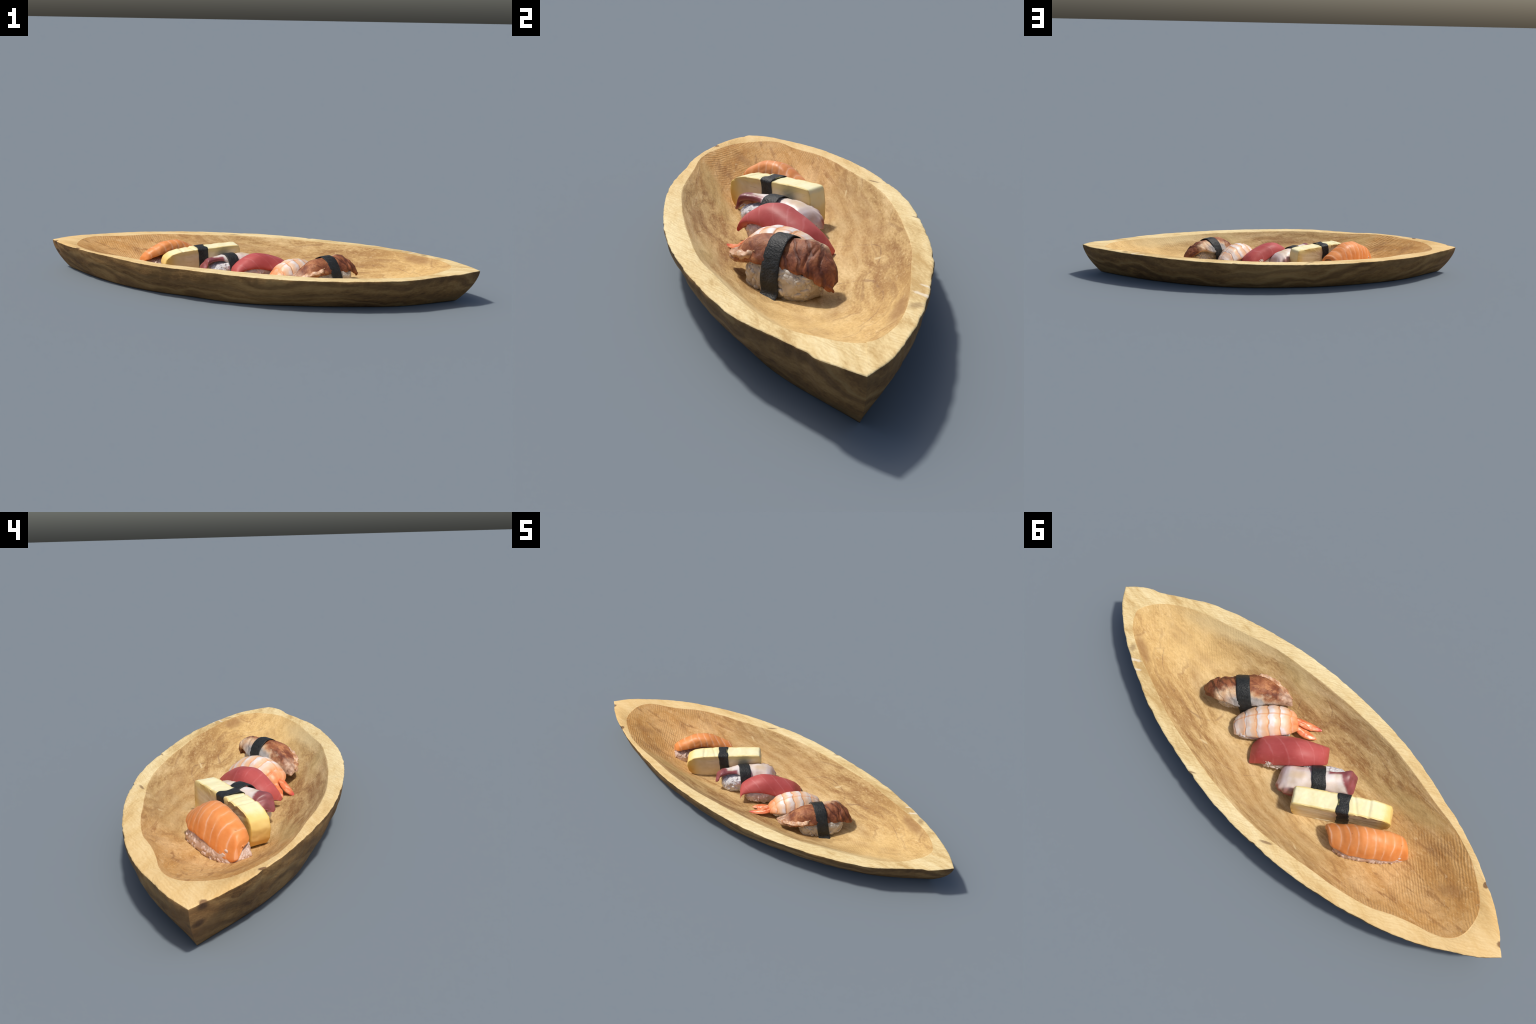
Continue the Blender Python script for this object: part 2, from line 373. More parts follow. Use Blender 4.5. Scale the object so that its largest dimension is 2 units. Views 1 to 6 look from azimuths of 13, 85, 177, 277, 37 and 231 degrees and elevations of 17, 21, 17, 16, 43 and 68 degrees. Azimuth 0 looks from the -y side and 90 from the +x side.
def cap(ring_ids, ringP, ns, zfun, key):
    """grid across the boat from - side to + side"""
    s = -np.cos(np.linspace(0, math.pi, ns))*.5+.5
    s = .45*s + .55*np.linspace(0, 1, ns)
    col = []
    for k in range(NU):
        ip = k
        im = k if k in (0, NU-1) else NL-k
        if ip == im: col.append([ring_ids[ip]]*ns); continue
        a, b = ringP[im], ringP[ip]
        c = [ring_ids[im]]
        for t in s[1:-1]:
            x = a[0]*(1-t)+b[0]*t; y = a[1]*(1-t)+b[1]*t
            c.append(addv((x, y, zfun(x, y, a[2]*(1-t)+b[2]*t))))
        c.append(ring_ids[ip]); col.append(c)
    for k in range(NU-1):
        for q in range(ns-1):
            f = [col[k][q], col[k][q+1], col[k+1][q+1], col[k+1][q]]
            f2 = []
            for v in f:
                if v not in f2: f2.append(v)
            if len(f2) >= 3: FACES[key].append(tuple(f2))

def hz(x, y, zrim):
    z, rho = hollow_z(np.array(x), np.array(y), zrim)
    z = float(z); rho = float(rho); w = min(1, (1-rho)/.08)
    z += fb((x, y, 0), 6, 3.3, 3)*.004*w + fb((x, y, 0), 30, 6.6, 3)*.0014*w
    e = max(0, min(1, (abs(x)-.45)/.2))
    q = (x*.64+y*.77) + fb((x, y, 1), 8, 1.0, 2)*.012
    z += math.sin(q*600)*.0003*w*e
    return z
cap(ids[0], np.array(loops[0]), 120, hz, 'hollow')
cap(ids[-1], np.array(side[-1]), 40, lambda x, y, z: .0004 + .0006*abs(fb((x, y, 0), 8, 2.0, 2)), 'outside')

V = np.array(V)
V[:, 0] -= (V[:, 0].max()+V[:, 0].min())/2
V[:, 1] -= (V[:, 1].max()+V[:, 1].min())/2
V[:, 2] -= V[:, 2].min()
boat = thing('wooden_boat_dish', 'long pointed boat-shaped dish carved from one log', 'wooden serving dish')
whole = bpy.data.meshes.new('whole')
allf = FACES['hollow']+FACES['rim']+FACES['outside']
whole.from_pydata([tuple(v) for v in V], [], allf); whole.update()
import bmesh
bm = bmesh.new(); bm.from_mesh(whole); bmesh.ops.recalc_face_normals(bm, faces=bm.faces); bm.to_mesh(whole); bm.free()
whole.update()
wn = np.array([v.normal for v in whole.vertices])
polys = [tuple(p.vertices) for p in whole.polygons]
cnt = [len(FACES['hollow']), len(FACES['rim']), len(FACES['outside'])]
st = 0
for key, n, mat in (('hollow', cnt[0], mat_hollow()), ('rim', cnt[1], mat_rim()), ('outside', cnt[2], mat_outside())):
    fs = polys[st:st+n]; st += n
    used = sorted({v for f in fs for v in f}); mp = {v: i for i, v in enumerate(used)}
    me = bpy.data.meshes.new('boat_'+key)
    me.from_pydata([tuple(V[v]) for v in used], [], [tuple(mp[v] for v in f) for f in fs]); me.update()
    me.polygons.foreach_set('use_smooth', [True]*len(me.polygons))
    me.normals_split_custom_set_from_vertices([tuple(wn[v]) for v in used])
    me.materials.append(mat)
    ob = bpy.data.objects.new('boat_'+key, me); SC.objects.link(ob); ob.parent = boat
bpy.data.meshes.remove(whole)

# ------------------------------------------------------------------ sushi parts
def sgn(a, e): return np.sign(a)*np.abs(a)**e

def slab(name, mat, parent, st, nl=110, nc=64, e=.55, cap_k=.06, skew=0.0, amp=.0015, sc=25, seed=1.0, pw=2.0, fn=None, sharp=None):
    """a topping: cross-sections lofted along u. Each station:
       u, centre v, half width -v, half width +v, crown z, drop at -v edge, drop at +v edge, thickness"""
    st = np.array(st, float)
    t0 = np.linspace(0, 1, nl)
    t = t0*t0*(3-2*t0)*.35 + t0*.65
    S = crom(np.linspace(0, 1, len(st)), st, t)
    ang = np.linspace(0, 2*math.pi, nc, endpoint=False)
    p = sgn(np.cos(ang), e); q = sgn(np.sin(ang), e)
    V, F = [], []
    L = st[-1, 0]-st[0, 0]
    for k in range(nl):
        u, v0, hl, hr, cz, dl, dr, tk = S[k]
        de = min(t[k], 1-t[k])
        r = 1 if de > cap_k else math.sqrt(max(0, 1-(1-de/cap_k)**2))
        rt = max(r, .02); rw = .82+.18*r
        hw = np.where(p < 0, hl, hr)*rw; dp = np.where(p < 0, dl, dr)
        v = v0 + hw*p; zmid = cz - tk*.5 - dp*np.abs(p)**pw
        # slab thickness is laid along the local normal of the bend
        slope = -dp*pw*np.abs(p)**(pw-1)*np.sign(p)/np.maximum(hw, 1e-4)
        nn = np.sqrt(1+slope**2)
        off = tk*.5*rt*q
        vv = v - off*slope/nn; zz = zmid + off/nn
        for a in range(nc):
            V.append([u+skew*(vv[a]-v0), vv[a], zz[a]])
    for k in range(nl-1):
        for a in range(nc):
            b = (a+1) % nc
            F.append((k*nc+a, k*nc+b, (k+1)*nc+b, (k+1)*nc+a))
    V = np.array(V)
    if amp: V = displace(V, amp, sc, seed, 3, F)
    if fn is not None: V = fn(V, vert_normals(V, F))
    for k in (0, nl-1):
        c = V[k*nc:(k+1)*nc].mean(0); V = np.vstack([V, c]); ci = len(V)-1
        for a in range(nc): F.append((k*nc+a, k*nc+(a+1) % nc, ci))
    V = V*np.array([1, -1, 1])
    return new_mesh(name, V, F, mat, parent, angle=sharp)

def rice(name, mat, parent, c, r, seed, n=520, g=.0125, e=.7, amp=.004):
    """pressed rice: a lumpy core with half-sunk grains"""
    rg = np.random.default_rng(seed)
    V, F = [], []
    na, nb = 72, 40
    def surf(a, b):
        x = sgn(math.cos(b), e)*sgn(math.cos(a), e); y = sgn(math.cos(b), e)*sgn(math.sin(a), e); z = sgn(math.sin(b), e)
        return np.array([c[0]+r[0]*x, c[1]+r[1]*y, c[2]+r[2]*z])
    for j in range(nb+1):
        b = -math.pi/2+math.pi*j/nb
        for i in range(na):
            p = surf(2*math.pi*i/na, b)
            d = (p-np.array(c)); d /= np.linalg.norm(d)+1e-9
            V.append(p + d*(fb(p, 42, seed, 3)*amp*1.1 + fb(p, 95, seed+3, 2)*amp*.5))
    for j in range(nb):
        for i in range(na):
            k = (i+1) % na
            F.append((j*na+i, j*na+k, (j+1)*na+k, (j+1)*na+i))
    # grains
    su, sv = 10, 7
    base = []
    for j in range(sv+1):
        b = -math.pi/2+math.pi*j/sv
        for i in range(su):
            a = 2*math.pi*i/su
            base.append((math.sin(b), math.cos(b)*math.cos(a)*.52, math.cos(b)*math.sin(a)*.52))
    base = np.array(base); bf = [(j*su+i, j*su+(i+1) % su, (j+1)*su+(i+1) % su, (j+1)*su+i) for j in range(sv) for i in range(su)]
    for _ in range(n):
        a = rg.uniform(0, 2*math.pi); b = rg.uniform(-1.0, 1.1)
        p = surf(a, b); d = (p-np.array(c))/np.array(r)**1.5; d /= np.linalg.norm(d)
        t = np.cross(d, rg.normal(size=3)); t /= np.linalg.norm(t)
        t = t + d*rg.uniform(-.35, .35); t /= np.linalg.norm(t)
        w = np.cross(d, t); w /= np.linalg.norm(w); d2 = np.cross(t, w)
        s = g*rg.uniform(.75, 1.15)
        p = p + d*fb(p, 42, seed, 3)*amp - d*s*rg.uniform(.22, .5)
        k0 = len(V)
        for q in base: V.append(p + (t*q[0]+w*q[1]+d2*q[2])*s)
        F += [tuple(k0+k for k in f) for f in bf]
    V = np.array(V)*np.array([1, -1, 1])
    ob = new_mesh(name, V, F, mat, parent); ob['kind'] = 'stuff'
    return ob

def band(name, mat, parent, path, u0, u1, tk=.004, seed=1.0, lean=0.0, wob=.0025, n=120, nw=14, fn=None):
    """nori strip: rectangle swept along a (v, z) path across the piece"""
    path = np.array(path, float)
    s = np.r_[0, np.cumsum(np.linalg.norm(np.diff(path, axis=0), axis=1))]; s /= s[-1]
    t = np.linspace(0, 1, n); C = crom(s, path, t)
    T = np.gradient(C, axis=0); T /= np.linalg.norm(T, axis=1)[:, None]; N = np.stack([-T[:, 1], T[:, 0]], 1)
    if N[n//2, 1] < 0: N = -N
    V, F = [], []
    for side in (1, -1):
        for k in range(n):
            for j in range(nw):
                w = j/(nw-1)
                e0 = mn.noise(Vector((t[k]*9, seed, 0)))*wob; e1 = mn.noise(Vector((t[k]*9, seed+5, 3)))*wob
                u = (u0+e0)*(1-w)+(u1+e1)*w + lean*(t[k]-.5)
                edge = min(j, nw-1-j, 2)/2; ed2 = min(k, n-1-k, 2)/2
                h = side*tk*.5*(.45+.55*edge)*(.3+.7*ed2) + mn.noise(Vector((u*60, C[k, 0]*60, C[k, 1]*60+seed)))*.0012
                V.append((u, C[k, 0]+N[k, 0]*h, C[k, 1]+N[k, 1]*h))
    m0 = n*nw
    for b in (0, m0):
        for k in range(n-1):
            for j in range(nw-1):
                F.append((b+k*nw+j, b+k*nw+j+1, b+(k+1)*nw+j+1, b+(k+1)*nw+j))
    for k in range(n-1):
        for j in (0, nw-1): F.append((k*nw+j, (k+1)*nw+j, m0+(k+1)*nw+j, m0+k*nw+j))
    for j in range(nw-1):
        for k in (0, n-1): F.append((k*nw+j, k*nw+j+1, m0+k*nw+j+1, m0+k*nw+j))
    V = np.array(V)
    if fn is not None: V = fn(V)
    return new_mesh(name, V*np.array([1, -1, 1]), F, mat, parent)

# ------------------------------------------------------------------ food materials
def mat_rice(name, c1, c2):
    m = M(name, rough=.45, spec=.4, Subsurface_Weight=.15, Subsurface_Radius=(.012, .009, .007), Subsurface_Scale=.6)
    t = m.noise(45, 4); col = m.ramp(t, (.3, c2), (.62, c1))
    dk = m.step(m.noise(110, 2), .70, .78)
    col = m.mix(m.mul(dk, .35), col, tuple(k*.35 for k in c2))
    m.bump(m.noise(120, 3), .25, .002)
    return m.out(col)

def mat_nori(flecks=0.0):
    m = M('dried_seaweed', rough=.55, spec=.35)
    t = m.noise(90, 4, rough=.7); col = m.ramp(t, (.3, (.012, .013, .013)), (.7, (.032, .034, .033)))
    if flecks:
        fl = m.step(m.noise(55, 3, m.vec(1, .5, 1)), .66, .70)
        fl = m.mul(fl, m.step(m.z, .125, .14))
        col = m.mix(m.mul(fl, flecks), col, (.5, .42, .12))
    m.bump(m.add(m.noise(150, 4), m.vor(220)), .6, .0015)
    return m.out(col)

def mat_salmon():
    m = M('salmon_flesh', rough=.42, spec=.4, Subsurface_Weight=.1, Subsurface_Radius=(.02, .008, .004), Subsurface_Scale=.5)
    wv = m.mul(m.sub(m.noise(9, 2), .5), .022)
    # y here is -v; stripes bow along the slice and run down both flanks
    bow = m.mul(m.mul(m.add(m.y, .01), m.add(m.y, .01)), -4.5)
    p = m.add(m.add(m.x, wv), m.add(bow, m.mul(m.y, .26)))
    s = m.f('SINE', m.mul(p, 2*math.pi/.031))
    line = m.step(m.add(s, m.mul(m.sub(m.noise(30, 3), .5), .5)), .84, 1.05); halo = m.step(s, .0, 1.0)
    base = m.ramp(m.noise(22, 4), (.3, (.80, .26, .06)), (.7, (.88, .345, .11)))
    col = m.mix(m.mul(halo, .28), base, (.90, .43, .19))
    brk = m.step(m.noise(16, 2, m.vec(1, .5, 1)), .3, .5)
    col = m.mix(m.mul(line, m.mul(brk, .5)), col, (.96, .60, .42))
    fib = m.noise(50, 3, m.vec(1, .12, .12, rz=.2)); col = m.mix(m.mul(m.step(fib, .5, .8), .18), col, (.62, .15, .03))
    dk = m.step(m.noise(60, 2, m.vec(1, 1, 1, loc=(2, 0, 0))), .72, .77); col = m.mix(m.mul(dk, .45), col, (.3, .1, .04))
    m.bump(m.add(m.mul(s, -.5), m.noise(90, 3)), .22, .0022)
    return m.out(col)

def mat_tuna():
    m = M('tuna_flesh', rough=.5, spec=.35, Subsurface_Weight=.08, Subsurface_Radius=(.02, .005, .004), Subsurface_Scale=.5)
    base = m.ramp(m.noise(11, 4), (.3, (.44, .068, .062)), (.7, (.56, .115, .105)))
    p = m.add(m.add(m.x, m.mul(m.y, .55)), m.add(m.mul(m.sub(m.noise(8, 2), .5), .03), m.mul(m.z, .35)))
    s = m.f('SINE', m.mul(p, 2*math.pi/.052))
    col = m.mix(m.mul(m.step(m.add(s, m.mul(m.sub(m.noise(20, 3), .5), .5)), .88, 1.1), .26), base, (.72, .30, .29))
    fib = m.noise(90, 3, m.vec(.5, 1, 1, rz=.5)); col = m.mix(m.mul(m.step(fib, .55, .75), .14), col, (.70, .2, .2))
    dk = m.step(m.noise(70, 2), .74, .79); col = m.mix(m.mul(dk, .5), col, (.2, .03, .03))
    m.bump(m.add(m.noise(120, 4), m.mul(fib, .6)), .18, .0015)
    return m.out(col)

def mat_octopus():
    m = M('octopus_flesh', rough=.4, spec=.45, Subsurface_Weight=.12, Subsurface_Radius=(.012, .007, .006), Subsurface_Scale=.5)
    n = m.noise(16, 4)
    white = m.ramp(n, (.3, (.70, .55, .40)), (.55, (.84, .74, .68)), (.75, (.88, .82, .80)))
    tan = m.spot((.065, .0, .13), (.06, .028, .05), 0, .3, 20, .8)
    white = m.mix(m.mul(tan, .7), white, (.74, .53, .30))
    lil = m.step(m.add(m.x, m.mul(m.sub(n, .5), .05)), .085, .145)
    col = m.mix(m.mul(lil, .45), white, (.60, .42, .50))
    w = m.mul(m.sub(m.noise(22, 3), .5), .04)
    red = m.step(m.add(m.add(m.x, m.mul(m.y, .55)), w), -.084, -.102)
    edge = m.step(m.add(m.f('ABSOLUTE', m.y), m.mul(m.sub(n, .5), .02)), .038, .050)
    low = m.step(m.add(m.z, w), .088, .07)
    low = m.mul(low, m.step(m.y, .0, .03))
    lip = m.mul(m.step(m.add(m.mul(m.y, -1.0), m.mul(m.sub(n, .5), .012)), .008, .018), m.step(m.x, -.036, -.050))
    red = m.f('MAXIMUM', red, m.f('MAXIMUM', m.f('MAXIMUM', m.mul(edge, .75), lip), low))
    rc = m.ramp(m.noise(30, 4), (.3, (.19, .026, .034)), (.7, (.33, .062, .07)))
    col = m.mix(m.mul(red, .95), col, rc)
    m.bump(m.add(m.noise(60, 4), m.mul(m.noise(25, 3), .6)), .25, .002)
    return m.out(col)

def mat_egg():
    m = M('egg_omelette', rough=.6, spec=.3, Subsurface_Weight=.08, Subsurface_Radius=(.015, .01, .004), Subsurface_Scale=.5)
    n = m.noise(18, 4)
    skin = m.ramp(n, (.3, (.88, .77, .40)), (.7, (.93, .87, .56)))
    cutc = m.ramp(m.noise(24, 4), (.3, (.72, .58, .35)), (.7, (.84, .71, .47)))
    nm = m.n.new('ShaderNodeTexCoord').outputs['Normal']
    # the cut flanks: everything that is not close to the top or the ends
    ay = m.f('ABSOLUTE', m.y)
    flank = m.mul(m.step(ay, .028, .031), m.step(m.add(m.z, m.mul(m.sub(n, .5), .012)), .142, .134))
    flank = m.mul(flank, m.mul(m.step(m.x, -.180, -.155), m.step(m.x, .177, .162)))
    col = m.mix(flank, skin, cutc)
    gold = m.step(m.add(m.x, m.mul(m.sub(n, .5), .03)), -.145, -.178)
    low = m.step(m.z, .13, .06)
    brd = m.f('MAXIMUM', m.step(m.add(m.z, m.mul(m.sub(n, .5), .02)), .118, .142), m.f('MAXIMUM', m.step(m.x, -.115, -.165), m.step(m.x, .125, .165)))
    col = m.mix(m.mul(m.mul(brd, m.step(ay, .028, .031)), .55), col, (.80, .56, .14))
    col = m.mix(m.mul(gold, .75), col, m.mix(low, (.84, .58, .13), (.66, .34, .045)))
    gold2 = m.mul(m.step(m.x, .16, .174), m.step(m.z, .13, .05))
    col = m.mix(m.mul(gold2, .6), col, (.58, .36, .06))
    lines = m.step(m.noise(8, 3, m.vec(1, 4, 7)), .60, .66)
    col = m.mix(m.mul(m.mul(lines, flank), .35), col, (.42, .29, .11))
    m.bump(m.add(m.noise(70, 4), m.mul(m.noise(26, 3), 1.5)), .3, .002)
    return m.out(col)

SEG = .0435
def mat_shrimp():
    m = M('cooked_shrimp', rough=.4, spec=.45, Subsurface_Weight=.12, Subsurface_Radius=(.015, .008, .005), Subsurface_Scale=.5)
    n = m.noise(24, 4)
    w = m.mul(m.sub(m.noise(15, 3), .5), .030)
    ay = m.f('ABSOLUTE', m.add(m.y, .006))
    scal = m.mul(m.f('ABSOLUTE', m.f('SINE', m.mul(m.y, 75.0))), .006)
    p = m.add(m.add(m.x, w), m.add(scal, .4))
    fr = m.f('FRACT', m.mul(p, 1/SEG))
    body = m.ramp(fr, (0.0, (.80, .34, .13)), (.10, (.84, .50, .28)), (.45, (.87, .64, .46)), (.62, (.90, .82, .78)), (.93, (.90, .84, .80)), (1.0, (.82, .42, .20)))
    pe = m.step(m.noise(26, 4, m.vec(1, .7, 1, loc=(1, 5, 2))), .42, .60)
    body = m.mix(m.mul(pe, .55), body, (.85, .53, .30))
    head = m.step(m.add(m.x, m.mul(m.sub(n, .5), .05)), .06, .13)
    body = m.mix(m.mul(head, .55), body, (.83, .76, .74))
    tail = m.step(m.add(m.x, m.mul(m.sub(n, .5), .03)), -.075, -.112)
    col = m.mix(m.mul(tail, .9), body, m.ramp(m.noise(40, 3, m.vec(.4, 1, 1)), (.3, (.78, .22, .05)), (.7, (.88, .42, .18))))
    mid = m.step(m.f('ABSOLUTE', m.add(m.y, .012)), .0045, .0015)
    col = m.mix(m.mul(mid, .55), col, (.80, .33, .11))
    spots = m.step(m.noise(65, 2), .70, .76); col = m.mix(m.mul(spots, .5), col, (.72, .28, .10))
    lowgrey = m.mul(m.step(m.noise(40, 3), .62, .72), head); col = m.mix(m.mul(lowgrey, .5), col, (.45, .42, .42))
    m.bump(m.noise(80, 4), .2, .0015)
    return m.out(col)

def mat_tail():
    m = M('shrimp_tail_shell', rough=.32, spec=.5)
    t = m.noise(60, 3, m.vec(.3, 1, 1))
    col = m.ramp(t, (.3, (.72, .13, .045)), (.55, (.84, .26, .10)), (.75, (.90, .50, .32)))
    tip = m.step(m.x, -.185, -.212); col = m.mix(m.mul(tip, .8), col, (.62, .06, .07))
    m.bump(m.noise(90, 3, m.vec(.3, 1, 1)), .3, .0015)
    return m.out(col)

def mat_eel():
    m = M('grilled_eel', rough=.55, spec=.35)
    n = m.noise(22, 6, rough=.7, dist=.4)
    br = m.ramp(n, (.25, (.075, .022, .014)), (.42, (.21, .062, .027)), (.56, (.36, .125, .05)), (.70, (.56, .25, .11)))
    p = m.add(m.add(m.x, m.mul(m.y, .7)), m.mul(m.sub(m.noise(14, 3), .5), .06))
    rip = m.mul(m.step(m.f('SINE', m.mul(p, 2*math.pi/.036)), .35, 1.0), m.step(m.x, -.01, .05))
    br = m.mix(m.mul(rip, .6), br, (.07, .02, .014))
    # charred and reddish streaks on the tail half
    ch = m.step(m.noise(26, 4, m.vec(.4, 1, 1, rz=.5), rough=.65), .56, .68)
    br = m.mix(m.mul(m.mul(ch, m.step(m.x, .02, -.04)), .7), br, (.075, .02, .016))
    og = m.step(m.noise(30, 4, m.vec(.4, 1, 1, rz=.5, loc=(3, 3, 1)), rough=.65), .54, .66)
    br = m.mix(m.mul(m.mul(og, m.step(m.x, .0, -.05)), .65), br, (.60, .27, .11))
    # pale steamed flesh on the +y (local) flank, grey skin rim beneath it
    w = m.mul(m.sub(m.noise(18, 5, rough=.65), .5), .075)
    wx = m.mul(m.f('ABSOLUTE', m.sub(m.x, .05)), .15)
    pale = m.step(m.add(m.sub(m.y, wx), w), -.004, .020)
    pale = m.mul(pale, m.step(m.add(m.x, w), .135, .10))
    pc = m.ramp(m.noise(34, 5, rough=.65), (.28, (.46, .22, .10)), (.45, (.68, .43, .24)), (.65, (.82, .64, .44)))
    col = m.mix(m.mul(pale, .88), br, pc)
    grey = m.mul(m.step(m.add(m.y, m.mul(w, .4)), .030, .044), m.step(m.x, .10, .03))
    col = m.mix(m.mul(grey, .9), col, m.ramp(m.noise(40, 5, rough=.65), (.3, (.17, .18, .19)), (.7, (.50, .49, .48))))
    end = m.step(m.add(m.x, w), -.115, -.160)
    col = m.mix(m.mul(end, .75), col, m.ramp(m.noise(50, 5, rough=.7), (.3, (.30, .16, .09)), (.52, (.62, .42, .29)), (.72, (.85, .68, .52))))
    mo = m.step(m.noise(38, 5, m.vec(.7, 1, 1, rz=.5), rough=.7), .56, .70)
    col = m.mix(m.mul(mo, .45), col, (.16, .05, .028))
    m.bump(m.add(m.mul(rip, -.8), m.add(m.noise(60, 6, rough=.65), m.mul(mo, -.5))), .6, .0035)
    return m.out(col)

def flake_mat(): 
    m = M('eel_flesh_flakes', rough=.4, spec=.45)
    return m.out(m.ramp(m.noise(40, 4), (.3, (.32, .12, .05)), (.52, (.62, .34, .18)), (.72, (.80, .60, .44))))

nori = mat_nori(); nori_f = mat_nori(.55)
def frame(c, a): return (c[0], c[1], 0), math.atan2(a[1], a[0])
def ripple(k, amp, dirv=.0):
    def fn(V, N):
        s = np.sin((V[:, 0]+dirv*V[:, 1])*k)
        return V + N*(s*amp)[:, None]
    return fn

# ---- salmon
loc, rot = frame((-0.4155, 0.0179), (0.7492, 0.6624))
t = thing('salmon_nigiri', 'orange salmon slice with pale stripes on rice', 'sushi', loc, rot)
slab('salmon_slice', mat_salmon(), t, [
    (-0.135, 0.009, 0.037, 0.012, 0.103, 0.038, 0.003, 0.020),
    (-0.114, 0.015, 0.047, 0.012, 0.128, 0.072, 0.018, 0.026),
    (-0.062, 0.014, 0.056, 0.018, 0.155, 0.087, 0.028, 0.030),
    (-0.013, 0.011, 0.058, 0.023, 0.170, 0.086, 0.034, 0.030),
    (0.042, 0.008, 0.056, 0.036, 0.166, 0.070, 0.035, 0.030),
    (0.100, 0.009, 0.050, 0.040, 0.137, 0.043, 0.034, 0.028),
    (0.151, 0.018, 0.037, 0.032, 0.114, 0.019, 0.032, 0.024)], e=.38, amp=.003, sc=20, seed=2, pw=2.9, cap_k=.035, skew=0.316)
rice('rice', mat_rice('salmon_rice', (.74, .58, .50), (.56, .36, .27)), t, (-.008, -.002, .052), (.134, .054, .037), 21)  # pinkish tint is salmon bounce light painted into the grains

# ---- egg omelette block
loc, rot = frame((-.25, .005), (.8, .6))
t = thing('omelette_nigiri', 'yellow egg omelette block tied with seaweed strip', 'sushi', loc, rot)
def block(name, mat, parent):
    # side outline of the slice (u, z): straight cut end at +u, rounded end at -u
    out = np.array([(.155, .036), (.163, .055), (.166, .10), (.163, .140), (.157, .1515), (.10, .1535), (.03, .151), (-.04, .1505), (-.10, .146),
                    (-.135, .137), (-.158, .118), (-.166, .092), (-.160, .062), (-.145, .040), (-.125, .033), (0, .030), (.12, .031)])
    out[:, 0] *= np.where(out[:, 0] > 0, 1.07, 1.165); out[:, 1] = np.where(out[:, 1] < .07, .025+(out[:, 1]-.03)*.92, out[:, 1]+.001)
    d = np.r_[0, np.cumsum(np.linalg.norm(np.diff(np.vstack([out, out[:1]]), axis=0), axis=1))]
    n = 260; s = np.linspace(0, d[-1], n, endpoint=False)
    O = np.stack([np.interp(s, d, np.r_[out[:, k], out[:1, k]]) for k in (0, 1)], 1)
    for _ in range(2): O = (np.roll(O, 1, 0)+2*O+np.roll(O, -1, 0))/4
    c = np.array([0, .09])
    nv = 34; V, F = [], []
    for j in range(nv):
        w = j/(nv-1)*2-1
        v = .0335*w
        ins = .0022*max(0, (abs(w)-.92)/.08)**2
        for p in O:
            dd = (p-c); L = np.linalg.norm(dd); q = p-dd/L*ins
            bul = .0015*(1-((q[0])/.19)**2)*w
            V.append((q[0]+.0*v, v+bul, q[1]))
    for j in range(nv-1):
        for i in range(n): F.append((j*n+i, j*n+(i+1) % n, (j+1)*n+(i+1) % n, (j+1)*n+i))
    # flank faces: concentric rings shrinking to the middle
    for j in (0, nv-1):
        prev = [j*n+i for i in range(n)]
        w = -1 if j == 0 else 1
        for f in (.93, .8, .6, .4, .2, .06):
            cur = []
            for p in O:
                q = c+(p-c)*f*np.array([1, 1]); bul = .0015*(1-(q[0]/.19)**2)*w
                V.append((q[0], (.0335+.0)*w+bul, q[1])); cur.append(len(V)-1)
            for i in range(n): F.append((prev[i], prev[(i+1) % n], cur[(i+1) % n], cur[i]))
            prev = cur
        F.append(tuple(prev))
    V = np.array(V)
    N = vert_normals(V, F)
    sg = np.sign((N*(V-np.array([0, 0, .09]))).sum(1)); N = N*np.where(sg == 0, 1, sg)[:, None]
    dd = np.array([fb(p, 17, 5.0, 4)*.0016 + fb(p, 70, 2.0, 2)*.0008 for p in V])
    top = np.clip((V[:, 2]-.12)/.02, 0, 1)
    folds = np.array([-.004*math.exp(-(((p[0]+.055)-.25*p[1])/.006)**2) - .0035*math.exp(-((p[0]+.105)/.006)**2) + .0007*math.sin(p[0]*95) for p in V])
    V = V + N*(dd+folds*top)[:, None]
    return new_mesh(name, V*np.array([1, -1, 1]), F, mat, parent, angle=50)
block('egg_block', mat_egg(), t)
band('seaweed_strip', nori_f, t, [(-.0365, .026), (-.0368, .06), (-.0372, .10), (-.037, .140), (-.0362, .1505), (-.030, .1545), (0, .1552), (.030, .1545), (.0362, .1505), (.037, .140), (.0372, .10), (.0368, .06), (.0365, .026)], -.034, .011, tk=.003, seed=3, wob=.006, n=160, lean=.014)

# ---- octopus
loc, rot = frame((-0.1121, -0.008), (0.7367, 0.6762))
t = thing('octopus_nigiri', 'white and wine-red octopus slice tied with seaweed', 'sushi', loc, rot)
def suckers(V, N):
    d = np.zeros(len(V))
    for k, (cu, cv) in enumerate([(.148, -.02), (.133, -.036), (.112, -.048), (.09, -.052), (.062, -.056)]):
        r = np.hypot(V[:, 0]-cu, V[:, 1]-cv); d += .006*np.exp(-(r/.0085)**2)
    return V+N*d[:, None]
slab('octopus_slice', mat_octopus(), t, [
    (-0.148, -0.002, 0.036, 0.028, 0.096, 0.014, 0.014, 0.014),
    (-0.132, 0.001, 0.045, 0.033, 0.112, 0.030, 0.018, 0.015),
    (-0.120, 0.006, 0.048, 0.028, 0.129, 0.041, 0.004, 0.018),
    (-0.080, 0.003, 0.050, 0.022, 0.132, 0.051, 0.003, 0.018),
    (-0.036, -0.003, 0.052, 0.029, 0.133, 0.055, 0.011, 0.019),
    (0.020, -0.005, 0.056, 0.047, 0.131, 0.056, 0.034, 0.020),
    (0.079, -0.003, 0.058, 0.050, 0.128, 0.052, 0.035, 0.020),
    (0.119, 0.006, 0.052, 0.051, 0.109, 0.036, 0.030, 0.020),
    (0.141, 0.009, 0.035, 0.036, 0.080, 0.016, 0.020, 0.015)], e=.6, amp=.0035, sc=22, seed=5, fn=suckers, skew=-0.202)
